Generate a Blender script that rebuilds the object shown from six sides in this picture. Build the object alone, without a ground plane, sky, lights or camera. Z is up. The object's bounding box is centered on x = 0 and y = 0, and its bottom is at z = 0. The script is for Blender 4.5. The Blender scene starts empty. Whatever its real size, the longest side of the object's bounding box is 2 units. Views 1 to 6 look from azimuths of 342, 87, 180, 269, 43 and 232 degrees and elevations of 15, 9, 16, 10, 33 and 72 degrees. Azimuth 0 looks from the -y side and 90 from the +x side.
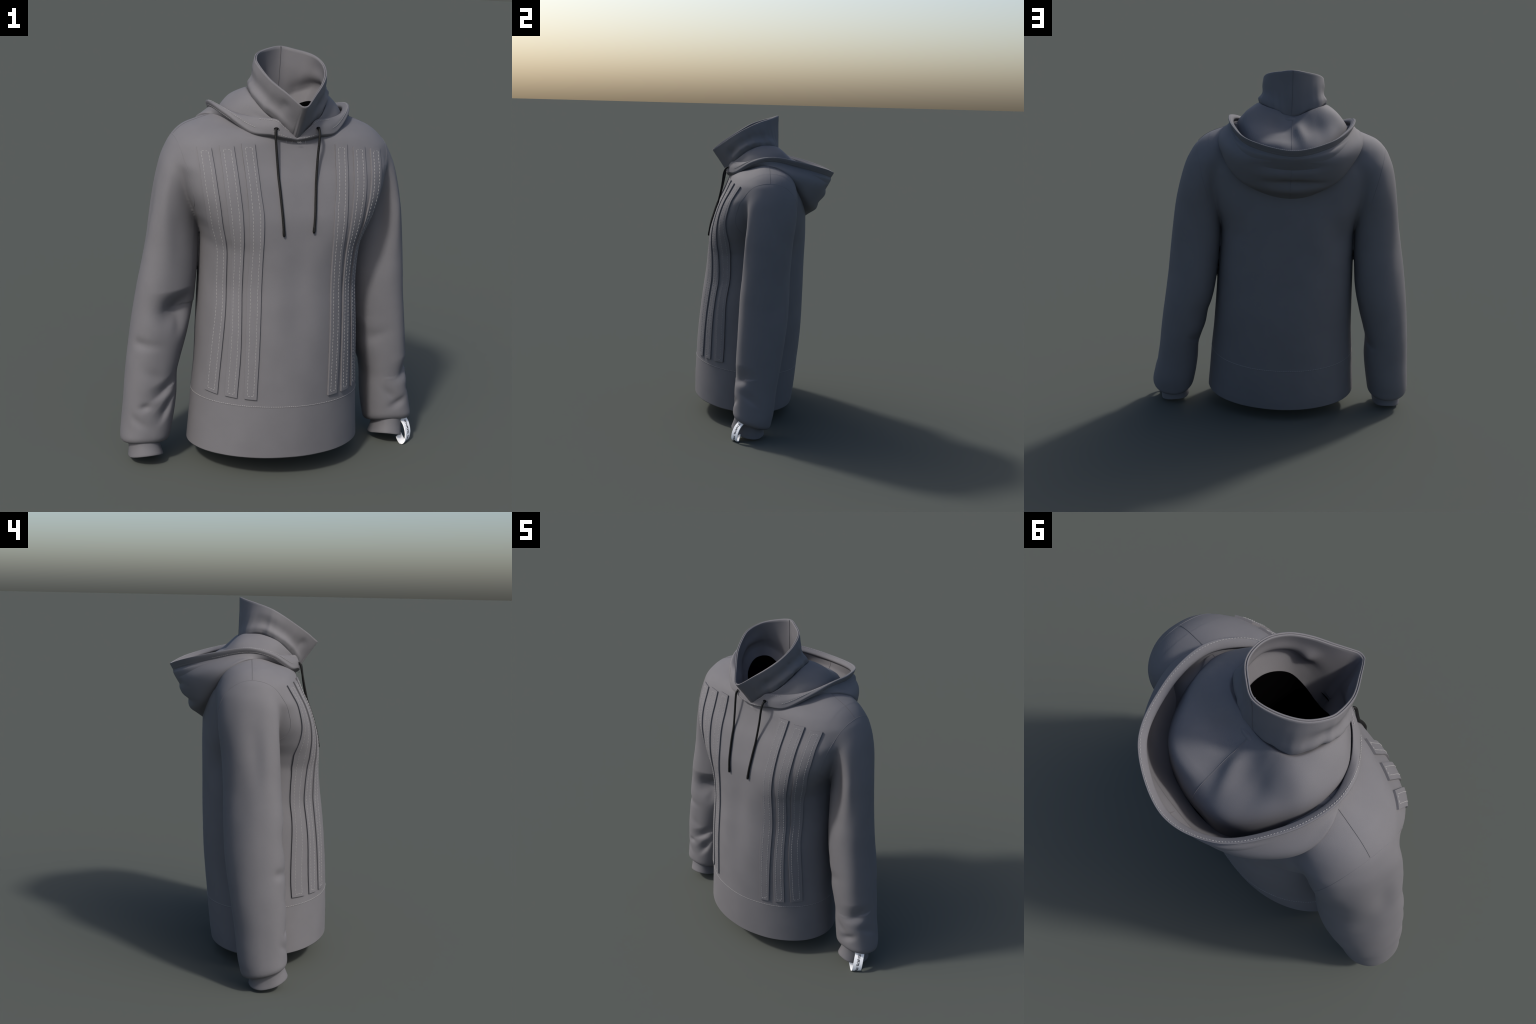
import bpy, bmesh, math, random
import numpy as np
from mathutils import Vector, Matrix, noise
from mathutils.bvhtree import BVHTree

random.seed(7)
XC = -0.013            # the garment's centre line


# ------------------------------------------------------------------ helpers
def pchip(xs, ys):
    """monotone cubic through (xs, ys); returns a vectorised function"""
    xs, ys = np.array(xs, float), np.array(ys, float)
    h = np.diff(xs)
    d = np.diff(ys) / h
    m = np.zeros_like(xs)
    m[0], m[-1] = d[0], d[-1]
    for i in range(1, len(xs) - 1):
        if d[i - 1] * d[i] > 0:
            w1, w2 = 2 * h[i] + h[i - 1], h[i] + 2 * h[i - 1]
            m[i] = (w1 + w2) / (w1 / d[i - 1] + w2 / d[i])

    def f(x):
        x = np.clip(np.asarray(x, float), xs[0], xs[-1])
        i = np.clip(np.searchsorted(xs, x) - 1, 0, len(xs) - 2)
        t = (x - xs[i]) / h[i]
        return ((2 * t**3 - 3 * t**2 + 1) * ys[i] + (t**3 - 2 * t**2 + t) * h[i] * m[i]
                + (-2 * t**3 + 3 * t**2) * ys[i + 1] + (t**3 - t**2) * h[i] * m[i + 1])
    return f


def catmull(P, n, closed=False):
    """n samples per span of a Catmull-Rom curve through P (any trailing dims)"""
    P = np.array(P, float)
    N = len(P)
    if closed:
        Q = np.concatenate([P[-1:], P, P[:2]])
        spans = N
    else:
        Q = np.concatenate([2 * P[:1] - P[1:2], P, 2 * P[-1:] - P[-2:-1]])
        spans = N - 1
    out = []
    for i in range(spans):
        p0, p1, p2, p3 = Q[i:i + 4]
        for k in range(n):
            t = k / n
            out.append(0.5 * (2 * p1 + (p2 - p0) * t + (2 * p0 - 5 * p1 + 4 * p2 - p3) * t * t
                              + (3 * p1 - p0 - 3 * p2 + p3) * t**3))
    if not closed:
        out.append(P[-1])
    return np.array(out)


def resample(P, step):
    """points at equal arc length along a polyline, with their tangents"""
    P = np.array(P, float)
    s = np.concatenate([[0], np.cumsum(np.linalg.norm(np.diff(P, axis=0), axis=1))])
    n = max(2, int(round(s[-1] / step)) + 1)
    t = np.linspace(0, s[-1], n)
    R = np.stack([np.interp(t, s, P[:, k]) for k in range(3)], 1)
    T = np.gradient(R, axis=0)
    T /= np.linalg.norm(T, axis=1, keepdims=True) + 1e-12
    return R, T


def make_object(name, verts, faces, mat, parent=None, smooth=True):
    me = bpy.data.meshes.new(name)
    me.from_pydata([tuple(v) for v in verts], [], faces)
    me.validate()
    me.update()
    if smooth:
        me.polygons.foreach_set("use_smooth", [True] * len(me.polygons))
    if mat:
        me.materials.append(mat)
    ob = bpy.data.objects.new(name, me)
    bpy.context.scene.collection.objects.link(ob)
    if parent:
        ob.parent = parent
    return ob


def grid_faces(nu, nv, closed_u=False, closed_v=False, base=0, flip=False):
    F = []
    for i in range(nu if closed_u else nu - 1):
        for j in range(nv if closed_v else nv - 1):
            a, b = base + i * nv + j, base + ((i + 1) % nu) * nv + j
            c, d = base + ((i + 1) % nu) * nv + (j + 1) % nv, base + i * nv + (j + 1) % nv
            F.append((d, c, b, a) if flip else (a, b, c, d))
    return F


def fix_normals(ob):
    bm = bmesh.new()
    bm.from_mesh(ob.data)
    bmesh.ops.remove_doubles(bm, verts=bm.verts, dist=1e-6)
    bmesh.ops.recalc_face_normals(bm, faces=bm.faces)
    bm.to_mesh(ob.data)
    bm.free()


def smooth_noise(p, scale, seed=0.0):
    return noise.noise(Vector((p[0] * scale + seed, p[1] * scale + 3.1 * seed, p[2] * scale - seed)))


# ---------------------------------------------------------------- materials
def new_mat(name):
    m = bpy.data.materials.new(name)
    m.use_nodes = True
    nt = m.node_tree
    return m, nt, nt.nodes, nt.links, nt.nodes["Principled BSDF"]


def fabric(name, col, bump=0.25):
    """matt fleece: very fine twill grain and faint blotches"""
    m, nt, N, L, P = new_mat(name)
    tc = N.new("ShaderNodeTexCoord")
    fine = N.new("ShaderNodeTexNoise")
    fine.inputs["Scale"].default_value = 420
    fine.inputs["Detail"].default_value = 2
    blot = N.new("ShaderNodeTexNoise")
    blot.inputs["Scale"].default_value = 9
    blot.inputs["Detail"].default_value = 3
    wave = N.new("ShaderNodeTexWave")
    wave.wave_type = 'BANDS'
    wave.bands_direction = 'DIAGONAL'
    wave.inputs["Scale"].default_value = 160
    wave.inputs["Distortion"].default_value = 1.5
    for t in (fine, blot, wave):
        L.new(tc.outputs["Object"], t.inputs["Vector"])
    ramp = N.new("ShaderNodeValToRGB")
    ramp.color_ramp.elements[0].position = 0.3
    ramp.color_ramp.elements[1].position = 0.7
    ramp.color_ramp.elements[0].color = (*[c * 0.93 for c in col], 1)
    ramp.color_ramp.elements[1].color = (*[c * 1.07 for c in col], 1)
    add = N.new("ShaderNodeMath")
    add.operation = 'MULTIPLY_ADD'
    add.inputs[1].default_value = 0.55
    sub = N.new("ShaderNodeMath")
    sub.operation = 'MULTIPLY'
    sub.inputs[1].default_value = 0.45
    L.new(blot.outputs["Fac"], sub.inputs[0])
    L.new(fine.outputs["Fac"], add.inputs[0])
    L.new(sub.outputs[0], add.inputs[2])
    L.new(add.outputs[0], ramp.inputs["Fac"])
    L.new(ramp.outputs["Color"], P.inputs["Base Color"])
    mixh = N.new("ShaderNodeMath")
    mixh.operation = 'MULTIPLY_ADD'
    mixh.inputs[1].default_value = 0.4
    L.new(wave.outputs["Fac"], mixh.inputs[0])
    L.new(fine.outputs["Fac"], mixh.inputs[2])
    b = N.new("ShaderNodeBump")
    b.inputs["Strength"].default_value = bump
    b.inputs["Distance"].default_value = 0.001
    L.new(mixh.outputs[0], b.inputs["Height"])
    L.new(b.outputs["Normal"], P.inputs["Normal"])
    P.inputs["Roughness"].default_value = 0.78
    P.inputs["Specular IOR Level"].default_value = 0.4
    return m


def plain(name, col, rough=0.7, spec=0.3, var=0.05, scale=60):
    m, nt, N, L, P = new_mat(name)
    tc = N.new("ShaderNodeTexCoord")
    t = N.new("ShaderNodeTexNoise")
    t.inputs["Scale"].default_value = scale
    L.new(tc.outputs["Object"], t.inputs["Vector"])
    ramp = N.new("ShaderNodeValToRGB")
    ramp.color_ramp.elements[0].color = (*[c * (1 - var) for c in col], 1)
    ramp.color_ramp.elements[1].color = (*[c * (1 + var) for c in col], 1)
    L.new(t.outputs["Fac"], ramp.inputs["Fac"])
    L.new(ramp.outputs["Color"], P.inputs["Base Color"])
    P.inputs["Roughness"].default_value = rough
    P.inputs["Specular IOR Level"].default_value = spec
    return m


def cord_mat():
    m, nt, N, L, P = new_mat("braided_cord")
    tc = N.new("ShaderNodeTexCoord")
    w = N.new("ShaderNodeTexWave")
    w.bands_direction = 'DIAGONAL'
    w.inputs["Scale"].default_value = 70
    w.inputs["Distortion"].default_value = 2
    L.new(tc.outputs["Object"], w.inputs["Vector"])
    r = N.new("ShaderNodeValToRGB")
    r.color_ramp.elements[0].color = (0.003, 0.003, 0.003, 1)
    r.color_ramp.elements[1].color = (0.009, 0.009, 0.009, 1)
    L.new(w.outputs["Fac"], r.inputs["Fac"])
    L.new(r.outputs["Color"], P.inputs["Base Color"])
    b = N.new("ShaderNodeBump")
    b.inputs["Strength"].default_value = 0.4
    b.inputs["Distance"].default_value = 0.001
    L.new(w.outputs["Fac"], b.inputs["Height"])
    L.new(b.outputs["Normal"], P.inputs["Normal"])
    P.inputs["Roughness"].default_value = 0.6
    P.inputs["Specular IOR Level"].default_value = 0.2
    return m


GREY = (0.119, 0.117, 0.127)
M_BODY = fabric("grey_fleece", GREY)
M_SEAM = plain("seam_dark_line", (0.10, 0.098, 0.106), 0.9)  # thin tubes slightly darker than the cloth, drawn as fine seam lines
M_SEAM_SOFT = plain("seam_thread_soft", (0.135, 0.132, 0.142), 0.9)
M_STITCH = plain("stitch_thread", (0.28, 0.277, 0.277), 0.8)
M_STITCH_DIM = plain("stitch_thread_darkened", (0.19, 0.186, 0.19), 0.8)  # darker copy of the stitch colour, used for the outer hood row
M_BLACK = plain("flat_black", (0.0012, 0.0012, 0.0013), 1.0, 0.0)
M_CORD = cord_mat()
M_TAG = plain("white_tape", (0.80, 0.81, 0.83), 0.75, 0.2, 0.02)
M_INK = plain("dark_ink", (0.04, 0.04, 0.045), 0.8)
M_HOLE = plain("eyelet_hole", (0.004, 0.004, 0.005), 0.9, 0.1)

root = bpy.data.objects.new("hooded_sweatshirt", None)
bpy.context.scene.collection.objects.link(root)
root["label"] = "dark grey hooded sweatshirt with high collar, strips and drawstrings"
root["category"] = "sweatshirt"

# ------------------------------------------------------------- torso profile
half_w = pchip([.0, .09, .22, .36, .5, .66, .82, 1.0, 1.1, 1.17, 1.25, 1.33, 1.42, 1.48, 1.55, 1.6, 1.635, 1.66, 1.675, 1.69, 1.71, 1.74],
               [.44, .436, .427, .418, .406, .398, .392, .384, .382, .397, .436, .472, .502, .519, .514, .478, .432, .37, .33, .29, .24, .19])
front_y = pchip([.0, .2, .36, .5, .66, .82, 1.0, 1.1, 1.17, 1.25, 1.33, 1.42, 1.49, 1.55, 1.6, 1.635, 1.66, 1.69, 1.74],
                [-.451, -.451, -.446, -.441, -.432, -.417, -.394, -.383, -.374, -.362, -.34, -.310, -.277, -.253, -.235, -.20, -.15, -.11, -.10])
back_y = pchip([.0, .07, .12, .3, .36, .45, .6, .75, 1.0, 1.2, 1.33, 1.42, 1.5, 1.55, 1.585, 1.6, 1.635, 1.66, 1.69, 1.74],
               [.20, .207, .215, .235, .24, .25, .262, .268, .27, .272, .269, .268, .256, .235, .215, .205, .175, .14, .12, .10])
front_n = pchip([.0, .4, .7, .9, 1.0, 1.1, 1.18, 1.27, 1.36, 1.45, 1.55, 1.64, 1.74], [2.0, 2.0, 2.05, 2.0, 2.15, 2.45, 2.9, 3.15, 3.45, 3.35, 2.8, 2.3, 2.0])
back_n = pchip([.0, .4, .7, 1.0, 1.2, 1.36, 1.5, 1.62, 1.74], [2.0, 2.0, 2.2, 2.4, 2.5, 2.4, 2.2, 2.0, 2.0])
mid_x = pchip([.0, .5, 1.2, 1.7], [-.003, -.003, -.010, -.013])

# ------------------------------------------------------------ sleeve profile
SL_Z = [.0, .05, .12, .2, .3, .36, .44, .52, .6, .66, .72, .8, .9, 1.0, 1.1, 1.2, 1.32, 1.42, 1.48, 1.55, 1.6, 1.635, 1.66, 1.69]
OUT = {-1: [.765, .765, .765, .760, .752, .748, .742, .735, .728, .722, .714, .702, .688, .672, .658, .645, .623, .601, .584, .552, .518, .478, .42, .33],
       1: [.765, .765, .766, .752, .732, .724, .716, .707, .698, .690, .682, .672, .662, .653, .644, .632, .610, .585, .566, .532, .496, .455, .40, .31]}
INN = {-1: [.535, .532, .525, .510, .495, .490, .490, .474, .452, .436, .421, .407, .398, .390, .387, .384, .378, .36, .33, .27, .2, .15, .1, .05],
       1: [.535, .532, .521, .507, .496, .493, .472, .447, .435, .416, .402, .390, .380, .372, .368, .370, .372, .36, .33, .27, .2, .15, .1, .05]}
sl_front = pchip([.0, .08, .13, .2, .3, .44, .6, .75, .9, 1.0, 1.1, 1.2, 1.29, 1.42, 1.5, 1.58, 1.64, 1.69], [-.195, -.197, -.2, -.196, -.191, -.185, -.177, -.169, -.157, -.143, -.133, -.127, -.126, -.130, -.130, -.120, -.10, -.06])
sl_back = pchip([.0, .06, .11, .15, .3, .4, .53, .61, .73, .9, 1.0, 1.1, 1.2, 1.4, 1.5, 1.58, 1.64, 1.69], [.036, .038, .046, .055, .074, .09, .11, .122, .135, .140, .140, .145, .153, .178, .182, .168, .14, .09])


sl_turn = pchip([0, .15, .5, .9, 1.3, 1.42, 1.52, 1.60, 1.69], [.05, .05, .12, .24, .30, .26, .14, .03, 0])


def superellipse(x, y, a, b, n):
    px, py = np.abs(x) / a, np.abs(y) / b
    g = (px**n + py**n) ** (1.0 / n)
    r = np.sqrt(x * x + y * y)
    return r * (1 - 1 / np.maximum(g, 1e-6))


def smin(a, b, k):
    h = np.clip(0.5 + 0.5 * (b - a) / k, 0, 1)
    return b + (a - b) * h - k * h * (1 - h)


def smax(a, b, k):
    return -smin(-a, -b, k)


def torso_field(X, Y, Z):
    f, b = front_y(Z), back_y(Z)
    yy = Y - (f + b) / 2
    n = np.where(yy < 0, front_n(Z), back_n(Z))
    d = superellipse(X - mid_x(Z), yy, half_w(Z), (b - f) / 2, n)
    return np.maximum(np.maximum(d, Z - 1.745), 0.03 - Z)


def sleeve_field(X, Y, Z, side):
    xo, xi = pchip(SL_Z, OUT[side])(Z), pchip(SL_Z, INN[side])(Z)
    f, b = sl_front(Z), sl_back(Z)
    dx = X * side - (xo + xi) / 2
    dy = Y - (f + b) / 2 + sl_turn(Z) * dx          # the arm is turned: its outer side lies further forward
    d = superellipse(dx, dy, (xo - xi) / 2, (b - f) / 2, np.where(dy < 0, 2.35, 2.05) + 0 * Z)
    a, b = (0.068, 0.37) if side > 0 else (0.070, 0.27)
    end = (a - b * Y - Z) / math.sqrt(1 + b * b)   # tilted lower end of the sleeve
    d = smax(d, end, 0.035)
    return np.maximum(d, Z - 1.70)


def blend_k(Z):
    return np.interp(Z, [0.0, 1.12, 1.22, 1.34, 1.45, 1.52, 1.8], [0.003, 0.003, 0.012, 0.02, 0.03, 0.04, 0.05])


STEP = 0.006
gx = np.arange(-.81, .815, STEP)
gy = np.arange(-.49, .32, STEP)
gz = np.arange(.0, 1.79, STEP)


def surface_nets():
    """mesh the zero level of the blended torso and sleeve fields"""
    X, Y = np.meshgrid(gx, gy, indexing="ij")
    V = np.empty((len(gx), len(gy), len(gz)), np.float32)
    for k, z in enumerate(gz):
        Z = np.full(1, z)
        t = torso_field(X, Y, Z)
        kk = blend_k(z)
        for s in (-1, 1):
            t = smin(t, sleeve_field(X, Y, Z, s), kk)
        V[:, :, k] = t
    V[0], V[-1], V[:, 0], V[:, -1], V[:, :, 0], V[:, :, -1] = 1, 1, 1, 1, 1, 1
    S = V < 0
    c = [S[i:S.shape[0] - 1 + i, j:S.shape[1] - 1 + j, k:S.shape[2] - 1 + k] for i in (0, 1) for j in (0, 1) for k in (0, 1)]
    n_in = sum(q.astype(np.int8) for q in c)
    cell = (n_in > 0) & (n_in < 8)
    idx = -np.ones(cell.shape, np.int64)
    I = np.argwhere(cell)
    idx[cell] = np.arange(len(I))
    acc, cnt = np.zeros((len(I), 3)), np.zeros(len(I))
    corners = [(i, j, k) for i in (0, 1) for j in (0, 1) for k in (0, 1)]
    for a in corners:
        for ax in range(3):
            if a[ax]:
                continue
            b = list(a)
            b[ax] = 1
            va = V[I[:, 0] + a[0], I[:, 1] + a[1], I[:, 2] + a[2]]
            vb = V[I[:, 0] + b[0], I[:, 1] + b[1], I[:, 2] + b[2]]
            m = (va < 0) != (vb < 0)
            t = np.where(m, va / np.where(m, va - vb, 1), 0)
            P = np.tile(np.array(a, float), (len(I), 1))
            P[:, ax] += t
            acc[m] += P[m]
            cnt[m] += 1
    verts = (I + acc / cnt[:, None]) * STEP + np.array([gx[0], gy[0], gz[0]])
    faces = []
    for ax in range(3):
        o = [q for q in range(3) if q != ax]
        sl0 = [slice(1, -1)] * 3
        sl0[ax] = slice(0, -1)
        sl1 = list(sl0)
        sl1[ax] = slice(1, None)
        A, B = S[tuple(sl0)], S[tuple(sl1)]
        E = np.argwhere(A != B)
        fl = A[A != B]
        for d in range(3):
            E[:, d] += 0 if d == ax else 1
        q = []
        for (u, v) in ((1, 1), (0, 1), (0, 0), (1, 0)):
            J = E.copy()
            J[:, o[0]] -= u
            J[:, o[1]] -= v
            q.append(idx[J[:, 0], J[:, 1], J[:, 2]])
        q = np.stack(q, 1)
        if ax == 1:
            fl = ~fl
        q[~fl] = q[~fl][:, ::-1]
        faces.append(q)
    return verts, np.concatenate(faces)


# folds: (point on the crease, its direction, half length, height of the slope
# above it, depth).  Above the crease the cloth slopes in over "height", below
# it comes back out quickly; height < 0 gives a plain round dent of that width.
FOLDS = []


def fold(c, axis, length, height, depth, low=.3):
    FOLDS.append((c, axis, length, height, depth, low))


# the -x sleeve: elbow fold, crumpled forearm
fold((-.500, -.15, .785), (1, 0, .10), .100, .095, .060, .75)
fold((-.50, -.14, .70), (.6, 0, .8), .05, -.03, .008)
fold((-.69, -.15, .62), (1, 0, -.12), .08, -.026, .009)
fold((-.565, -.18, .385), (.85, 0, .42), .070, .060, .020)
fold((-.667, -.19, .312), (1, 0, .2), .028, -.018, .010)
fold((-.560, -.17, .285), (.6, 0, .75), .060, .050, .017)
fold((-.70, -.18, .236), (.8, 0, -.5), .055, -.022, .006)
fold((-.63, -.20, .47), (.9, 0, -.4), .06, -.03, .005)
# the +x sleeve
fold((.710, -.17, .385), (.8, .5, .12), .085, .095, .024)
fold((.735, -.10, .27), (.3, .8, -.5), .07, .05, .007)
fold((.655, -.20, .235), (.8, 0, .35), .050, -.022, .012)
fold((.60, -.185, .285), (.7, 0, -.6), .05, -.022, .006)
fold((.525, -.13, .60), (.8, .3, .45), .06, -.030, .008)
fold((.50, -.05, .72), (.5, .8, .3), .07, .05, .012)
fold((.51, .05, .43), (.4, .8, .3), .06, .05, .010)
fold((-.50, .03, .43), (.4, -.8, .3), .06, .05, .008)
# long soft drape of the front panel and the back
fold((-.012, -.42, .90), (0, 0, 1), .27, -.070, .009)
fold((.30, -.26, .95), (0, 0, 1), .25, -.04, .004)
fold((-.30, .22, 1.12), (.5, 0, 1), .16, -.06, .008)
fold((.29, .22, 1.10), (-.5, 0, 1), .16, -.06, .008)
fold((.02, .27, .80), (.1, 0, 1), .40, -.09, .007)
fold((-.62, .02, .95), (0, 0, 1), .35, -.05, .006)
fold((-.66, -.02, 1.20), (.05, .05, 1), .18, -.05, .011)
fold((.585, -.15, 1.20), (.06, -.1, 1), .26, -.035, -.012)
fold((.50, -.155, 1.25), (.1, -.1, 1), .17, -.035, .012)
fold((-.585, -.13, 1.20), (-.06, -.1, 1), .24, -.035, -.007)


def body_mesh():
    v, f = surface_nets()
    me = bpy.data.meshes.new("body_raw")
    me.from_pydata(v.tolist(), [], f.tolist())
    bm = bmesh.new()
    bm.from_mesh(me)
    bpy.data.meshes.remove(me)
    bmesh.ops.recalc_face_normals(bm, faces=bm.faces)
    for _ in range(5):
        bmesh.ops.smooth_vert(bm, verts=bm.verts, factor=0.5, use_axis_x=True, use_axis_y=True, use_axis_z=True)
    bm.normal_update()
    co = np.array([q.co for q in bm.verts])
    no = np.array([q.normal for q in bm.verts])
    disp = np.zeros(len(co))
    X, Y, Z = co.T
    arm = np.where(X > 0, sleeve_field(X, Y, Z, 1), sleeve_field(X, Y, Z, -1))
    on_sleeve = np.clip(.5 + (torso_field(X, Y, Z) - arm) / .02, 0, 1)
    for c, ax, ln, ht, dp, low in FOLDS:
        d = co - np.array(c)
        ax = np.array(ax, float)
        ax /= np.linalg.norm(ax)
        u = d @ ax
        rest = d - u[:, None] * ax
        off = (rest * no).sum(1)
        w = np.linalg.norm(rest - .7 * off[:, None] * no, axis=1)
        if ht > 0:
            up = rest[:, 2] > 0
            q = np.clip(1 - w / ht, 0, 1)
            g = np.where(up, q * q * (3 - 2 * q) * .5 + q * .5, np.exp(-(w / (low * ht)) ** 2))
        else:
            g = np.exp(-(w / ht) ** 2)
        near = np.clip(1.5 - np.abs(off) / .06, 0, 1)
        if abs(c[0]) > .42:                      # sleeve folds leave the torso alone
            near = near * on_sleeve
        disp -= dp * near * np.exp(-(u / ln) ** 2) * g
    for i, p in enumerate(co):
        amp = 0.0022 if abs(p[0]) < .44 else 0.0034
        disp[i] += amp * smooth_noise((p[0], p[1], p[2] * .6), 7.0, 2.3)
    for i, q in enumerate(bm.verts):
        q.co += q.normal * float(disp[i])
    return bm


def cut(bm, co, no, test):
    """bisect the faces whose centre passes the test"""
    geom = [f for f in bm.faces if test(f.calc_center_median())]
    es = {e for f in geom for e in f.edges}
    vs = {v for f in geom for v in f.verts}
    bmesh.ops.bisect_plane(bm, geom=list(geom) + list(es) + list(vs), dist=1e-5, plane_co=co, plane_no=no)


HEM = (0.090, -0.075)          # z = a + b y  lower edge of the waistband
BAND = (0.340, -0.080)         # z = a + b y  stitched seam of the waistband
ARM = (0.447, 1.30, 0.25)      # armhole plane: |x - XC| = a + c (z - b)

bm = body_mesh()
cut(bm, (0, 0, HEM[0]), (0, -HEM[1], 1), lambda c: abs(c.x) < .47 and c.z < .2)
bmesh.ops.delete(bm, geom=[f for f in bm.faces if abs(f.calc_center_median().x) < .47 and f.calc_center_median().z < HEM[0] + HEM[1] * f.calc_center_median().y], context='FACES')
cut(bm, (0, 0, BAND[0]), (0, -BAND[1], 1), lambda c: abs(c.x) < .46 and .2 < c.z < .5)
for s in (-1, 1):
    cut(bm, (XC + s * ARM[0], 0, ARM[1]), (s, 0, -ARM[2]), lambda c: c.x * s > 0 and c.z > 1.12)
cut(bm, (0, 0, 1.12), (0, 0, 1), lambda c: 1.0 < c.z < 1.2)


def neck_hole(c):
    return c.z > 1.5 and ((c.x - XC) / .165) ** 2 + ((c.y + .08) / .152) ** 2 < 1


bmesh.ops.delete(bm, geom=[f for f in bm.faces if neck_hole(f.calc_center_median())], context='FACES')
bm.normal_update()
bm.verts.index_update()
ALL_V = np.array([v.co for v in bm.verts])
ALL_N = np.array([v.normal for v in bm.verts])
ALL_F = [tuple(v.index for v in f.verts) for f in bm.faces]
CEN = np.array([f.calc_center_median() for f in bm.faces])
boundary = [(e.verts[0].index, e.verts[1].index, e.link_faces[0].calc_center_median().copy()) for e in bm.edges if e.is_boundary]
bm.free()
TREE = BVHTree.FromPolygons([tuple(v) for v in ALL_V], ALL_F)


def parts_of(C):
    """part and side of every face centre: armhole plane above the armpit, nearer shape below"""
    side = np.where(C[:, 0] > 0, 1, -1)
    X, Y, Z = C.T
    t = torso_field(X, Y, Z)
    sl = np.where(side > 0, sleeve_field(X, Y, Z, 1), sleeve_field(X, Y, Z, -1))
    is_sleeve = np.where(Z > 1.12, np.abs(X - XC) > ARM[0] + ARM[2] * (Z - ARM[1]), sl < t)
    band = (Z < BAND[0] + BAND[1] * Y) & (np.abs(X) < .47)
    return np.where(is_sleeve, 2 * side, np.where(band, 1, 0))


KIND = parts_of(CEN)
groups = {("torso", 0): np.flatnonzero(KIND == 0), ("waistband", 0): np.flatnonzero(KIND == 1),
          ("sleeve", -1): np.flatnonzero(KIND == -2), ("sleeve", 1): np.flatnonzero(KIND == 2)}


def body_part(name, ids, parent):
    used = sorted({v for i in ids for v in ALL_F[i]})
    at = {v: k for k, v in enumerate(used)}
    ob = make_object(name, ALL_V[used], [tuple(at[v] for v in ALL_F[i]) for i in ids], M_BODY, parent)
    ob.data.normals_split_custom_set_from_vertices([tuple(ALL_N[v]) for v in used])
    return ob


PART = {}
for key in (("torso", 0), ("waistband", 0), ("sleeve", -1), ("sleeve", 1)):
    PART[key] = body_part(key[0], groups[key], root)
torso = PART[("torso", 0)]

# hem turn-up: the cloth's thickness at the lower edge, then the dark inside
TH = 0.009
rim_v, rim_f, at = [], [], {}
for a, b, c in boundary:
    if c.z > .3:
        continue
    for q in (a, b):
        if q not in at:
            at[q] = len(rim_v)
            p, n = ALL_V[q], ALL_N[q]
            for d, up in ((0, 0), (-.002, -.004), (-.007, -.004), (-TH, 0), (-TH, .06)):
                rim_v.append(p + n * d + np.array((0, 0, up)))
    for k in range(4):
        rim_f.append((at[a] + k, at[b] + k, at[b] + k + 1, at[a] + k + 1))
hem = make_object("hem_edge", rim_v, rim_f, M_BODY, PART[("waistband", 0)])
fix_normals(hem)
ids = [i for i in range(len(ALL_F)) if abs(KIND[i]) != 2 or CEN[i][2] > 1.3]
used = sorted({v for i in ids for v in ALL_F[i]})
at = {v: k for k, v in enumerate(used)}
make_object("black_inner_shell", ALL_V[used] - ALL_N[used] * .012, [tuple(at[v] for v in ALL_F[i])[::-1] for i in ids], M_BLACK, torso)


# --------------------------------------------------- threads, tubes, stitches
def tube_data(P, r, sides=8, r_end=None):
    P = np.array(P, float)
    T = np.gradient(P, axis=0)
    T /= np.linalg.norm(T, axis=1, keepdims=True)
    up = np.array((0.3, 0.5, 0.81))
    V, prev = [], None
    for i, (p, t) in enumerate(zip(P, T)):
        a = np.cross(t, up) if prev is None else prev - t * (prev @ t)
        a /= np.linalg.norm(a)
        prev = a
        b = np.cross(t, a)
        rr = r[i] if hasattr(r, "__len__") else r
        for k in range(sides):
            an = 2 * math.pi * k / sides
            V.append(p + rr * (math.cos(an) * a + math.sin(an) * b))
    F = grid_faces(len(P), sides, closed_v=True, flip=True)
    F.append(tuple(range(sides)))
    F.append(tuple(range((len(P) - 1) * sides, len(P) * sides))[::-1])
    return V, F


class Stuff:
    def __init__(self):
        self.v, self.f = [], []

    def add(self, V, F):
        b = len(self.v)
        self.v += list(V)
        self.f += [tuple(i + b for i in q) for q in F]

    def build(self, name, mat, parent):
        ob = make_object(name, self.v, self.f, mat, parent)
        ob["kind"] = "stuff"
        return ob


def stitch_line(stuff, P, Nn, pitch, dash, rad=.0011, lift=.0004):
    """separate little stitches laid along the path P, with normals Nn"""
    P, Nn = np.array(P, float), np.array(Nn, float)
    s = np.concatenate([[0], np.cumsum(np.linalg.norm(np.diff(P, axis=0), axis=1))])
    n = max(1, int(s[-1] / pitch))
    at = lambda t, A: np.array([np.interp(t, s, A[:, k]) for k in range(3)])
    for i in range(n):
        c = (i + .5) * s[-1] / n + random.uniform(-.05, .05) * pitch
        ln = dash * random.uniform(.92, 1.06)
        pts, rr = [], []
        for q, e in ((-.5, .45), (-.36, .95), (0, 1.1), (.36, .95), (.5, .45)):
            t = min(max(c + q * ln, 0), s[-1])
            nn = at(t, Nn)
            nn /= np.linalg.norm(nn) + 1e-9
            pts.append(at(t, P) + nn * (lift - .0008 * abs(q) * 2))
            rr.append(rad * e)
        if np.linalg.norm(pts[0] - pts[-1]) > dash * .4:
            stuff.add(*tube_data(pts, rr, 5))


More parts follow.
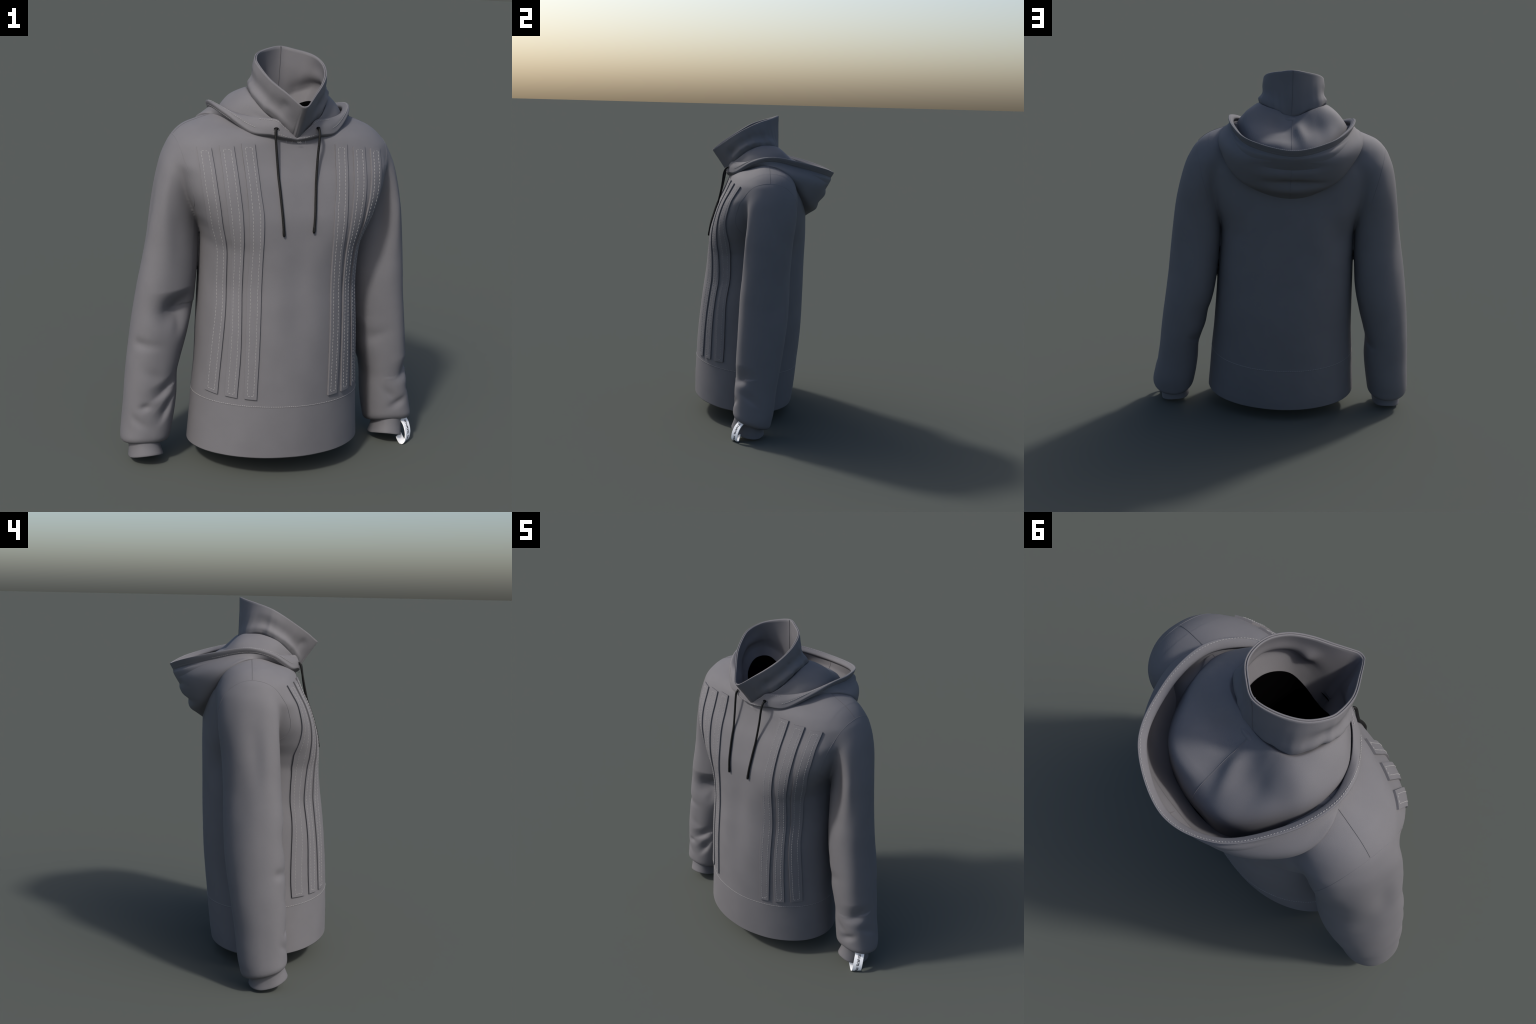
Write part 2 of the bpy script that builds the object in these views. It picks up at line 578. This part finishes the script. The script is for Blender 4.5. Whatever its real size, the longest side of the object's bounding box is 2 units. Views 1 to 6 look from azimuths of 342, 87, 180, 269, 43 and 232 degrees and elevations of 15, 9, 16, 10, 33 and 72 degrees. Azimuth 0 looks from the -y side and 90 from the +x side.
def cast(o, d):
    h = TREE.ray_cast(Vector(o), Vector(d))
    return (np.array(h[0]), np.array(h[1])) if h[0] is not None else (None, None)


def smooth_path(P, it=3):
    P = np.array(P, float)
    for _ in range(it):
        P[1:-1] = .25 * P[:-2] + .5 * P[1:-1] + .25 * P[2:]
    return P


# waistband seam and its stitches
ring_p, ring_n = [], []
for k in range(241):
    an = 2 * math.pi * k / 240
    d = Vector((math.sin(an), -math.cos(an), 0))
    d.z = BAND[1] * d.y
    o = Vector((0, -.1, BAND[0] - BAND[1] * .1 * 1.0))
    o.z = BAND[0] + BAND[1] * o.y
    p, n = cast(o, d.normalized())
    ring_p.append(p)
    ring_n.append(n if n @ np.array(d) > 0 else -n)
st = Stuff()
stitch_line(st, np.array(ring_p) + np.array((0, 0, .004)), smooth_path(ring_n), .0105, .0075)
st.build("waistband_stitching", M_STITCH, PART[("waistband", 0)])
V, F = tube_data(np.array(ring_p) - np.array(ring_n) * .0004, .0011, 5)
make_object("waistband_seam", V, F, M_SEAM, PART[("waistband", 0)])

# shoulder and armhole seams
for s in (-1, 1):
    path = []
    for x in np.linspace(.30, .56, 60):
        p, n = cast((s * x + XC, .006, 2.2), (0, 0, -1))
        if p is None or abs(p[0] - XC) > ARM[0] + ARM[2] * (p[2] - ARM[1]) + .002:
            break
        path.append(p + n * .0006)
    V, F = tube_data(smooth_path(path), .0010, 5)
    make_object("shoulder_seam", V, F, M_SEAM, torso)
    path = []
    for an in np.radians(np.linspace(-104, 100, 90)):
        o = Vector((XC + s * ARM[0], .01, ARM[1]))
        tz = Vector((s * ARM[2], 0, 1)).normalized()
        d = tz * math.cos(an) + Vector((0, 1, 0)) * math.sin(an)
        p, n = cast(o, d)
        if p is not None:
            path.append(p + n * .0004 * (1 if n @ np.array(d) > 0 else -1))
    V, F = tube_data(smooth_path(path), .0010, 5)
    make_object("armhole_seam", V, F, M_SEAM_SOFT, PART[("sleeve", s)])

# ------------------------------------------------------------- chest strips
STRIPS = [  # (z, inner x', outer x') from the top down
    [(1.580, .193, .254), (1.40, .183, .243), (1.25, .168, .233), (1.08, .167, .222), (.9, .167, .224), (.65, .170, .226), (.412, .174, .226)],
    [(1.568, .287, .350), (1.40, .275, .340), (1.25, .259, .319), (1.08, .246, .289), (.9, .244, .286), (.65, .245, .293), (.410, .255, .303)],
    [(1.556, .384, .442), (1.42, .372, .432), (1.25, .345, .397), (1.08, .308, .349), (.9, .303, .344), (.65, .315, .359), (.408, .330, .374)]]
HT = .0085
for s in (-1, 1):
    for prof in STRIPS:
        zz = [q[0] for q in prof][::-1]
        fi, fo = pchip(zz, [q[1] for q in prof][::-1]), pchip(zz, [q[2] for q in prof][::-1])
        nu, nv = 150, 9
        S, Nn = np.zeros((nu, nv, 3)), np.zeros((nu, nv, 3))
        for i, z in enumerate(np.linspace(zz[-1], zz[0], nu)):
            for j, w in enumerate(np.linspace(0, 1, nv)):
                x = XC + s * (fi(z) * (1 - w) + fo(z) * w)
                p, n = cast((x, -1.5, z), (0, 1, 0))
                S[i, j] = p
                Nn[i, j] = n if n[1] < 0 else -n
        for _ in range(4):
            Nn[1:-1] = .25 * Nn[:-2] + .5 * Nn[1:-1] + .25 * Nn[2:]
            S[1:-1] = .25 * S[:-2] + .5 * S[1:-1] + .25 * S[2:]
        Nn /= np.linalg.norm(Nn, axis=2, keepdims=True)
        # closed slab: top sheet with a rounded rim, walls and a bottom sheet
        rows = []
        edge = 1 - np.clip(np.minimum(np.arange(nv), np.arange(nv)[::-1]), 0, 1)
        top = S + Nn * HT
        sheet = [S[:, :1] - Nn[:, :1] * .004, S[:, :1] + Nn[:, :1] * (HT - .0009), ]
        across = (S[:, -1:] - S[:, :1])
        across /= np.linalg.norm(across, axis=2, keepdims=True)
        mid = top.copy()
        mid[:, 0] += across[:, 0] * .0009
        mid[:, -1] -= across[:, 0] * .0009
        sec = np.concatenate(sheet + [mid] + [S[:, -1:] + Nn[:, -1:] * (HT - .0009), S[:, -1:] - Nn[:, -1:] * .004], 1)
        m = sec.shape[1]
        V = sec.reshape(-1, 3)
        F = grid_faces(nu, m, closed_v=True)
        F.append(tuple(range(m)))
        F.append(tuple(range((nu - 1) * m, nu * m))[::-1])
        ob = make_object("chest_strip", V, F, M_BODY, torso)
        fix_normals(ob)
        ob.data.set_sharp_from_angle(angle=math.radians(20))
        st = Stuff()
        a, b, e = .25, .75, .019
        k0 = int(round(e / (zz[-1] - zz[0]) * nu))
        lerp = lambda A, i, w: A[i, 0] * (1 - w) + A[i, -1] * w

        def on(A, i, w):
            f = w * (nv - 1)
            j = min(int(f), nv - 2)
            return A[i, j] * (1 - f + j) + A[i, j + 1] * (f - j)
        for w in (a, b):
            stitch_line(st, [on(top, i, w) for i in range(k0, nu - k0)], [on(Nn, i, w) for i in range(k0, nu - k0)], .0165, .0128)
        for i in (k0, nu - 1 - k0):
            ws = np.linspace(a, b, 9)
            stitch_line(st, [on(top, i, w) for w in ws], [on(Nn, i, w) for w in ws], .0135, .0095)
        st.build("strip_stitching", M_STITCH, ob)

# --------------------------------------------------------------------- hood
# nine stations from the front V round to the centre back, x' outward
HOOD = {
    "C": [(0, -.240, 1.600), (.050, -.234, 1.640), (.086, -.221, 1.672), (.127, -.192, 1.708), (.172, -.128, 1.768), (.170, -.04, 1.798), (.150, .030, 1.800), (.095, .058, 1.780), (0, .064, 1.745)],
    "C2": [(0, -.250, 1.608), (.058, -.240, 1.650), (.095, -.227, 1.685), (.142, -.196, 1.717), (.187, -.128, 1.770), (.194, -.04, 1.803), (.172, .045, 1.806), (.105, .082, 1.785), (0, .088, 1.748)],
    "N": [(0, -.251, 1.610), (.065, -.239, 1.656), (.101, -.227, 1.690), (.165, -.186, 1.700), (.230, -.112, 1.742), (.250, .0, 1.768), (.235, .100, 1.758), (.135, .175, 1.716), (0, .165, 1.694)],
    "P": [(0, -.251, 1.606), (.067, -.240, 1.656), (.105, -.227, 1.689), (.182, -.180, 1.690), (.264, -.096, 1.702), (.296, .025, 1.712), (.262, .166, 1.662), (.157, .290, 1.614), (0, .312, 1.596)],
    "Q": [(0, -.251, 1.600), (.067, -.240, 1.650), (.105, -.226, 1.677), (.184, -.174, 1.676), (.268, -.088, 1.685), (.303, .035, 1.680), (.282, .183, 1.560), (.165, .305, 1.470), (0, .340, 1.455)],
    "L2": [(0, -.251, 1.600), (.067, -.240, 1.650), (.105, -.226, 1.677), (.186, -.174, 1.677), (.270, -.088, 1.686), (.318, .036, 1.682), (.335, .208, 1.588), (.212, .338, 1.508), (0, .385, 1.500)],
    "L1": [(0, -.251, 1.602), (.067, -.241, 1.651), (.105, -.227, 1.680), (.188, -.176, 1.680), (.273, -.089, 1.692), (.326, .035, 1.700), (.318, .209, 1.655), (.208, .370, 1.600), (0, .430, 1.570)],
    "L0": [(0, -.251, 1.604), (.066, -.242, 1.653), (.104, -.229, 1.683), (.187, -.178, 1.684), (.271, -.091, 1.697), (.322, .032, 1.708), (.301, .197, 1.676), (.200, .363, 1.624), (0, .437, 1.594)],
    "I": [(0, -.254, 1.612), (.061, -.247, 1.663), (.098, -.233, 1.693), (.185, -.184, 1.696), (.266, -.098, 1.708), (.317, .030, 1.723), (.288, .193, 1.695), (.188, .355, 1.645), (0, .427, 1.613)],
    "IE": [(0, -.262, 1.609), (.063, -.259, 1.641), (.108, -.248, 1.663), (.196, -.202, 1.672), (.286, -.105, 1.717), (.328, .030, 1.736), (.299, .197, 1.708), (.195, .364, 1.660), (0, .440, 1.627)],
    "E": [(0, -.262, 1.605), (.062, -.264, 1.618), (.115, -.251, 1.631), (.204, -.208, 1.646), (.299, -.102, 1.714), (.344, .030, 1.742), (.312, .202, 1.714), (.203, .376, 1.667), (0, .454, 1.632)],
    "E2": [(0, -.256, 1.598), (.062, -.257, 1.610), (.117, -.246, 1.622), (.208, -.208, 1.634), (.306, -.102, 1.704), (.345, .030, 1.732), (.313, .202, 1.703), (.202, .372, 1.655), (0, .450, 1.620)],
    "D": [(0, -.244, 1.593), (.060, -.244, 1.603), (.113, -.233, 1.613), (.207, -.200, 1.624), (.300, -.094, 1.687), (.334, .030, 1.712), (.303, .197, 1.678), (.196, .362, 1.630), (0, .436, 1.597)],
    "M1": [(0, -.240, 1.588), (.058, -.237, 1.594), (.108, -.222, 1.604), (.194, -.184, 1.622), (.288, -.088, 1.674), (.352, .042, 1.692), (.352, .205, 1.634), (.228, .358, 1.565), (0, .420, 1.548)],
    "M2": [(0, -.244, 1.580), (.056, -.238, 1.583), (.102, -.218, 1.594), (.184, -.168, 1.620), (.275, -.078, 1.664), (.372, .052, 1.680), (.374, .190, 1.600), (.238, .325, 1.490), (0, .386, 1.470)],
    "M3": [(0, -.246, 1.574), (.054, -.238, 1.577), (.10, -.212, 1.590), (.188, -.158, 1.618), (.265, -.068, 1.658), (.374, .056, 1.668), (.372, .170, 1.578), (.238, .286, 1.428), (0, .336, 1.392)],
    "A": [(0, -.235, 1.566), (.052, -.226, 1.568), (.098, -.198, 1.580), (.178, -.142, 1.620), (.252, -.055, 1.655), (.370, .040, 1.656), (.352, .150, 1.566), (.215, .236, 1.404), (0, .255, 1.326)]}


def ring(name, n=14):
    R = [np.array(p) for p in HOOD[name]]
    # the hood hangs a little fuller at the back of the +x side
    wide = [1, 1, 1, 1, 1, 1, 1.03, 1.10, 1]
    slim = [1, 1, 1, 1, 1, 1, .985, .96, 1]
    loop = [np.array((XC - p[0] * k, p[1], p[2])) for p, k in zip(R, slim)]
    loop += [np.array((XC + p[0] * k, p[1], p[2])) for p, k in list(zip(R, wide))[:-1][::-1]]
    return catmull(loop, n)


RINGS = {k: ring(k) for k in HOOD}
HOOD_DENTS = [((XC - .01, .415, 1.535), .14, .020, .020), ((XC - .03, .375, 1.438), .15, .018, .022), ((XC + .01, .36, 1.39), .10, .016, -.008),
              ((XC + .10, .35, 1.49), .07, .02, -.006)]
MANTLE_DENTS = [((XC - .035, .18, 1.69), .032, .034, -.020), ((XC - .060, .23, 1.655), .030, .030, -.010), ((XC + .085, .13, 1.715), .070, .050, .018),
                ((XC - .135, .15, 1.70), .060, .050, .020), ((XC + .075, .28, 1.625), .075, .022, -.015), ((XC + .19, .12, 1.73), .06, .05, .008)]


def hood_sheet(name, keys, n, parent, dents=(), thick=0.0, wob=.0015):
    K = catmull(np.stack([RINGS[k] for k in keys]), n)          # across, around, xyz
    K = np.transpose(K, (1, 0, 2))
    nu, nv = K.shape[:2]
    ob = make_object(name, K.reshape(-1, 3), grid_faces(nu, nv), M_BODY, parent)
    me = ob.data
    nn = np.array([v.normal for v in me.vertices])
    for i, v in enumerate(me.vertices):
        p = np.array(v.co)
        d = wob * smooth_noise(p, 9, 5.5)
        for c, lx, lz, dp in dents:
            q = p - np.array(c)
            out = -1 if nn[i][1] > 0 else 1
            d += dp * out * math.exp(-(q[0] / lx) ** 2 - (q[2] / lz) ** 2 - (q[1] / .08) ** 2)
        v.co = p + nn[i] * d
    me.update()
    return ob, K


hood, _ = hood_sheet("hood", ["D", "M1", "M2", "M3", "A"], 8, root, HOOD_DENTS)
fix_normals(hood)
mantle, KM = hood_sheet("hood_inner_layer", ["C", "C2", "N", "P", "Q"], 8, hood, MANTLE_DENTS, wob=.006)
pocket, _ = hood_sheet("hood_lining", ["Q", "L2", "L1", "L0"], 6, hood)
trim, KT = hood_sheet("hood_trim", ["L0", "I", "IE", "E", "E2", "D"], 6, hood, wob=.0008)
for ob in (mantle, pocket, trim):
    fix_normals(ob)

st = Stuff()


def trim_row(q):
    P = KT[:, q]
    Nn = np.cross(np.gradient(KT, axis=0)[:, q], np.gradient(KT, axis=1)[:, q])
    Nn /= np.linalg.norm(Nn, axis=1, keepdims=True) + 1e-9
    return P, Nn


def out_sign(P, Nn, ref):
    s = np.sign(((P - ref) * Nn).sum(1))
    return Nn * s[:, None]


core = .5 * (RINGS["L0"] + RINGS["D"])
for q, lo, hi in ((15, 40, -40), (17, 6, 24), (17, -24, -6), (8, 8, 40), (8, -40, -8)):
    P, Nn = trim_row(q)
    Nn = out_sign(P, Nn, core)
    P, Nn = P[lo:hi], Nn[lo:hi]
    stitch_line(st, P, Nn, .0105, .0075, .0011, .0012)
st.build("hood_stitching", M_STITCH, trim)
st = Stuff()
P, Nn = trim_row(28)
Nn = out_sign(P, Nn, core)
stitch_line(st, P[52:-52], Nn[52:-52], .0105, .0085, .0010, .0010)
st.build("hood_outer_stitching", M_STITCH_DIM, trim)

# ------------------------------------------------------------------- collar
RIM = [(-.008, .072, 1.997), (-.085, .042, 1.985), (-.150, -.015, 1.968), (-.180, -.085, 1.945), (-.178, -.14, 1.918), (-.147, -.222, 1.867), (-.085, -.302, 1.813), (-.046, -.348, 1.776), (-.030, -.361, 1.765),
       (-.008, -.360, 1.766), (.012, -.342, 1.778), (.050, -.300, 1.809), (.100, -.246, 1.850), (.138, -.185, 1.890), (.153, -.115, 1.928), (.143, -.05, 1.956), (.115, .005, 1.973), (.060, .045, 1.986)]
BASE = [(-.010, .074, 1.752), (-.092, .066, 1.782), (-.165, .035, 1.806), (-.196, -.045, 1.812), (-.197, -.115, 1.788), (-.168, -.180, 1.742), (-.108, -.222, 1.684), (-.045, -.245, 1.630), (-.024, -.251, 1.610), (-.004, -.251, 1.610),
        (.018, -.245, 1.630), (.080, -.226, 1.686), (.138, -.184, 1.744), (.170, -.115, 1.788), (.172, -.045, 1.812), (.150, .030, 1.808), (.085, .064, 1.784), (.035, .073, 1.762)]
SAM = 12
rim_c, base_c = catmull(RIM, SAM, True), catmull(BASE, SAM, True)
# keep a small corner at the centre back
nper = len(rim_c)
base_smooth = base_c.copy()
for i in range(nper):
    g = 1 - math.exp(-((i / nper - .5) / .06) ** 2) - math.exp(-(min(i, nper - i) / nper / .05) ** 2)
    q = Vector((i * .115, 4.2, 1.3))
    base_c[i, 2] += max(g, 0) * (.0075 * noise.noise(q) + .004 * noise.noise(q * 2.7))
    base_c[i, :2] += max(g, 0) * .006 * noise.noise(q * 1.9 + Vector((3, 7, 1))) * (base_c[i, :2] - np.array((XC, -.09))) / .18


def collar_sheet(inset, name, parent, lower, thick):
    """outer and inner faces of one cloth layer between base and rim"""
    cen = np.array((XC, -.09, 0))
    rings = []
    for h in np.linspace(lower, 1, 26):
        hh = max(h, 0)
        b_ = base_c if inset == 0 else base_smooth
        ring_ = b_ * (1 - hh) + rim_c * hh
        rad = ring_ - cen
        rad[:, 2] = 0
        L = np.linalg.norm(rad, axis=1, keepdims=True)
        rad = rad / L
        u = np.linspace(0, 1, nper, endpoint=False)
        side = np.clip(np.sin(u * 2 * np.pi) ** 2, 0, 1)[:, None]
        bulge = .010 * side * math.exp(-((hh - .16) / .12) ** 2) - .008 * side * math.exp(-((hh - .44) / .22) ** 2)
        front = np.exp(-((u - .5) / .10) ** 2)[:, None]
        off = bulge * (1 - front) - inset
        if h < 0:
            off = off + h * .065
            ring_ = ring_ + np.array((0, 0, h * .12))
            ring_[:, 2] -= h / .55 * .020 * np.clip((XC - ring_[:, 0]) / .12, 0, 1)
        rings.append(ring_ + rad * off)
    K = np.transpose(np.array(rings), (1, 0, 2))
    # soft dents
    for i in range(K.shape[0]):
        for j in range(K.shape[1]):
            p = K[i, j]
            r = p - cen
            r[2] = 0
            r /= np.linalg.norm(r) + 1e-9
            d = .0045 * smooth_noise(p, 9, 1.7)
            for c, w, dp in (((-.175, -.05, 1.850), .05, .005), ((.165, -.03, 1.850), .045, .005), ((-.085, -.285, 1.76), .025, .006), ((-.10, -.27, 1.75), .035, .006), ((.10, -.23, 1.75), .04, .006),
                             ((.085, -.225, 1.760), .025, .008)):
                q = p - np.array(c)
                d -= dp * math.exp(-(q @ q) / w**2)
            K[i, j] = p + r * d * min(1, 4 * (1 - j / (K.shape[1] - 1)))
    rad = K - cen
    rad[..., 2] = 0
    rad /= np.linalg.norm(rad, axis=2, keepdims=True)
    inner = K - rad * thick
    inner = inner[:, ::-1]
    topm = .5 * (K[:, -1:] + inner[:, :1]) + np.array((0, 0, .0022))
    full = np.concatenate([K, topm, inner], 1)
    nu, nv = full.shape[:2]
    ob = make_object(name, full.reshape(-1, 3), grid_faces(nu, nv, closed_u=True), M_BODY, parent)
    fix_normals(ob)
    return ob, K


collar, KC = collar_sheet(0, "collar", hood, -.2, .0055)
collar_in, KI = collar_sheet(.0068, "collar_facing", collar, -.55, .0055)
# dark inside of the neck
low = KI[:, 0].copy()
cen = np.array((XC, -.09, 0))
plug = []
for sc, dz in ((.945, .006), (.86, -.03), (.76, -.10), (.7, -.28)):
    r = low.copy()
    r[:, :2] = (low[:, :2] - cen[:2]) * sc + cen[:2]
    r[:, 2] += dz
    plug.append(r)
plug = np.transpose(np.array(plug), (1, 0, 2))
make_object("neck_black_tube", plug.reshape(-1, 3), grid_faces(plug.shape[0], plug.shape[1], closed_u=True), M_BLACK, collar)
# centre back seam, outside and in
V, F = tube_data(KC[0, 5:] + np.array((0, .0003, 0)), .0013, 5)
make_object("collar_seam", V, F, M_SEAM, collar)
V, F = tube_data(KI[0, 3:] - np.array((0, .0062, 0)), .0016, 5)
make_object("collar_seam", V, F, M_SEAM, collar_in)
mid = KM.shape[0] // 2
HT_ = BVHTree.FromObject(mantle, bpy.context.evaluated_depsgraph_get())
path = []
for p in KM[mid, 9:]:
    h = HT_.find_nearest(Vector(p))
    path.append(np.array(h[0]) + np.array((0, .0003, .0003)))
V, F = tube_data(path, .0012, 5)
make_object("hood_seam", V, F, M_SEAM_SOFT, mantle)
HS = BVHTree.FromObject(hood, bpy.context.evaluated_depsgraph_get())
path = []
for z in np.linspace(1.60, 1.335, 60):
    h = HS.ray_cast(Vector((XC, .8, z)), Vector((0, -1, 0)))
    if h[0] is not None and h[0].y > .2:
        path.append(np.array(h[0]))
V, F = tube_data(smooth_path(path), .0011, 5)
make_object("hood_seam", V, F, M_SEAM, hood)

# -------------------------------------------------------- eyelets and cords
TT = BVHTree.FromObject(trim, bpy.context.evaluated_depsgraph_get())
CORDS = {-1: [(-.113, -.243, 1.656), (-.118, -.262, 1.645), (-.119, -.270, 1.615), (-.113, -.290, 1.517), (-.104, -.322, 1.38), (-.096, -.350, 1.27), (-.089, -.376, 1.183)],
         1: [(.087, -.243, 1.660), (.088, -.270, 1.648), (.086, -.284, 1.615), (.078, -.296, 1.524), (.067, -.326, 1.382), (.060, -.350, 1.283), (.053, -.374, 1.196)]}
for s, C in CORDS.items():
    h = TT.ray_cast(Vector((C[0][0], -.8, C[0][2] - .004)), Vector((0, 1, 0)))
    pos, nor = h[0], h[1]
    if nor.y > 0:
        nor = -nor
    q = nor.to_track_quat('Z', 'Y').to_matrix().to_4x4()
    ex = q.to_3x3() @ Vector((1, 0, 0))
    bmr = bmesh.new()
    R_, r_ = .0130, .0022
    for i in range(28):
        for j in range(8):
            a, b = 2 * math.pi * i / 28, 2 * math.pi * j / 8
            bmr.verts.new(((R_ + r_ * math.cos(b)) * math.cos(a), .62 * (R_ + r_ * math.cos(b)) * math.sin(a), r_ * .6 * math.sin(b)))
    bmr.verts.ensure_lookup_table()
    for f in grid_faces(28, 8, True, True):
        bmr.faces.new([bmr.verts[k] for k in f])
    bmesh.ops.transform(bmr, matrix=Matrix.Translation(pos + nor * .001) @ q, verts=bmr.verts)
    me = bpy.data.meshes.new("eyelet")
    bmesh.ops.recalc_face_normals(bmr, faces=bmr.faces)
    bmr.to_mesh(me)
    bmr.free()
    me.materials.append(M_BODY)
    me.polygons.foreach_set("use_smooth", [True] * len(me.polygons))
    eyelet = bpy.data.objects.new("eyelet", me)
    bpy.context.scene.collection.objects.link(eyelet)
    eyelet.parent = trim
    V = [pos + q.to_3x3() @ Vector((R_ * math.cos(a), .62 * R_ * math.sin(a), z)) for z in (-.0005, .0016) for a in np.linspace(0, 2 * math.pi, 24, endpoint=False)]
    F = [tuple(range(24))[::-1], tuple(range(24, 48))] + [(i, (i + 1) % 24, 24 + (i + 1) % 24, 24 + i) for i in range(24)]
    make_object("eyelet_hole", V, F, M_HOLE, eyelet, smooth=False)
    P = catmull([tuple(pos - nor * .0005)] + C[1:], 14)
    for i in range(20, len(P)):
        p, n = cast((P[i][0], -1.2, P[i][2]), (0, 1, 0))
        if p is not None:
            P[i][1] = min(P[i][1], p[1] - .0075)
    P = smooth_path(P, 2)
    V, F = tube_data(P, [.0058] * (len(P) - 5) + [.0066] * 4 + [.004], 12)
    ob = make_object("drawstring", V, F, M_CORD, hood)
    fix_normals(ob)

# bar tack and neck seam marks under the V
st = Stuff()
for dx, z0, z1 in ((-.046, 1.602, 1.582), (.046, 1.602, 1.582), (-.018, 1.596, 1.584)):
    pts, nn = [], []
    for z in np.linspace(z0, z1, 5):
        hh = HS.ray_cast(Vector((XC + dx, -.8, z)), Vector((0, 1, 0)))
        p, n = cast((XC + dx, -.8, z), (0, 1, 0))
        y = min([q for q in (hh[0].y if hh[0] else 9, p[1] if p is not None else 9)])
        pts.append((XC + dx, y - .001, z))
        nn.append((0, -1, .2))
    stitch_line(st, pts, nn, .022, .018, .0011)
for k in range(5):
    a = np.array((XC - .004 + .004 * k, -.264, 1.598 - .0025 * (k % 2)))
    stitch_line(st, [a, a + np.array((.010, 0, -.008))], [(0, -1, 0)] * 2, .013, .012, .0007)
st.build("bar_tack", M_STITCH, trim)

# -------------------------------------------------------------------- cuffs
for s in (-1, 1):
    rings = []
    prof = [(.95, .105), (.90, .075), (.90, .05), (.93, .03), (.985, .008), (1.0, .002), (.99, -.001), (.945, -.0005), (.91, .006), (.86, .05), (.84, .1)]
    n = 72
    for sc, dz in prof:
        row = []
        for k in range(n):
            an = 2 * math.pi * k / n
            up = max(0, dz)
            cx, cy = (.643 if s < 0 else .632) + .16 * up, -.102 + .12 * up
            x = cx + .083 * sc * math.copysign(abs(math.cos(an)) ** .93, math.cos(an))
            y = cy + .101 * sc * math.copysign(abs(math.sin(an)) ** .93, math.sin(an))
            t = min(max((y - cy) / (.202 * sc) + .5, 0), 1)
            z = .004 + .062 * (1 - t) ** 1.5 + .018 * t ** 4 + dz * 1.15
            z -= (.016 if s > 0 else .004) * (x - cx) / .083 * (1 - .6 * t)
            row.append((s * x, y, max(z, .003)))
        rings.append(row)
    K = np.transpose(np.array(rings), (1, 0, 2))
    ob = make_object("cuff", K.reshape(-1, 3), grid_faces(n, len(prof), closed_u=True), M_BODY, PART[("sleeve", s)])
    for v in ob.data.vertices:
        v.co.x += .004 * smooth_noise(v.co, 14, 3.3 + s)
        v.co.y += .004 * smooth_noise(v.co, 14, 8.3 + s)
    fix_normals(ob)
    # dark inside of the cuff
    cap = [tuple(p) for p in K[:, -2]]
    make_object("cuff_black_cap", cap, [tuple(range(n))], M_BLACK, ob, smooth=False)

# ---------------------------------------------------------------- white tag
path = catmull([(.700, -.135, .132), (.716, -.150, .114), (.723, -.165, .096), (.7275, -.178, .068), (.728, -.184, .045), (.724, -.186, .018), (.714, -.182, .0045), (.704, -.175, .0045), (.694, -.169, .020), (.685, -.165, .040)], 8)
wid = np.array((.045, .036, .004))
wid /= np.linalg.norm(wid)
T = np.gradient(path, axis=0)
T /= np.linalg.norm(T, axis=1, keepdims=True)
NT = np.cross(np.tile(wid, (len(path), 1)), T)
NT /= np.linalg.norm(NT, axis=1, keepdims=True)
if NT[20] @ np.array((1, -1, 0)) < 0:
    NT = -NT
HW, TT_ = .0275, .0022
K = []
for i in range(len(path)):
    w = wid
    c, nn = path[i], NT[i]
    lift = np.array((0, 0, 0))
    K.append([c - w * HW - nn * TT_, c - w * HW + nn * TT_, c - w * HW * .5 + nn * TT_ * 1.1, c + nn * TT_ * 1.1, c + w * HW * .5 + nn * TT_ * 1.1, c + w * HW + nn * TT_, c + w * HW - nn * TT_, c - nn * TT_])
K = np.array(K)
K[..., 2] = np.maximum(K[..., 2], 0.0)
nu, nv = K.shape[:2]
F = grid_faces(nu, nv, closed_v=True) + [tuple(range(nv)), tuple(range((nu - 1) * nv, nu * nv))[::-1]]
cuff_l = [o for o in bpy.data.objects if o.name.startswith("cuff") and o.parent == PART[("sleeve", 1)]][0]
tag = make_object("loop_tag", K.reshape(-1, 3), F, M_TAG, cuff_l)
fix_normals(tag)
tag.data.set_sharp_from_angle(angle=math.radians(45))
# printed line of small letters: short upright and cross strokes
s_len = np.concatenate([[0], np.cumsum(np.linalg.norm(np.diff(path, axis=0), axis=1))])


def on_tag(t, w, lift):
    P = np.array([np.interp(t, s_len, path[:, k]) for k in range(3)])
    nn = np.array([np.interp(t, s_len, NT[:, k]) for k in range(3)])
    return P + wid * w + nn * (TT_ * 1.1 + lift)


ink = Stuff()


def stroke(t0, w0, t1, w1, h=.0016):
    d = np.array((t1 - t0, w1 - w0))
    d /= np.linalg.norm(d)
    px = np.array((-d[1], d[0])) * h
    V = []
    for lf in (-.0004, .0005):
        for (t, w) in ((t0, w0), (t1, w1)):
            for sg in (-1, 1):
                V.append(on_tag(t + sg * px[0], w + sg * px[1], lf))
    ink.add(V, [(0, 1, 3, 2), (4, 6, 7, 5), (0, 2, 6, 4), (1, 5, 7, 3), (0, 4, 5, 1), (2, 3, 7, 6)])


t = s_len[8] + .004
rng = random.Random(3)
for word in (9, 5):
    for _ in range(word):
        h = .0066
        stroke(t, -h, t, h)
        for w in rng.sample((-h, 0, h), 2):
            stroke(t, w, t + .0048, w)
        if rng.random() < .5:
            stroke(t + .0048, -h if rng.random() < .5 else 0, t + .0048, h)
        t += .0082
    t += .009
ob = ink.build("printed_letters", M_INK, tag)
fix_normals(ob)
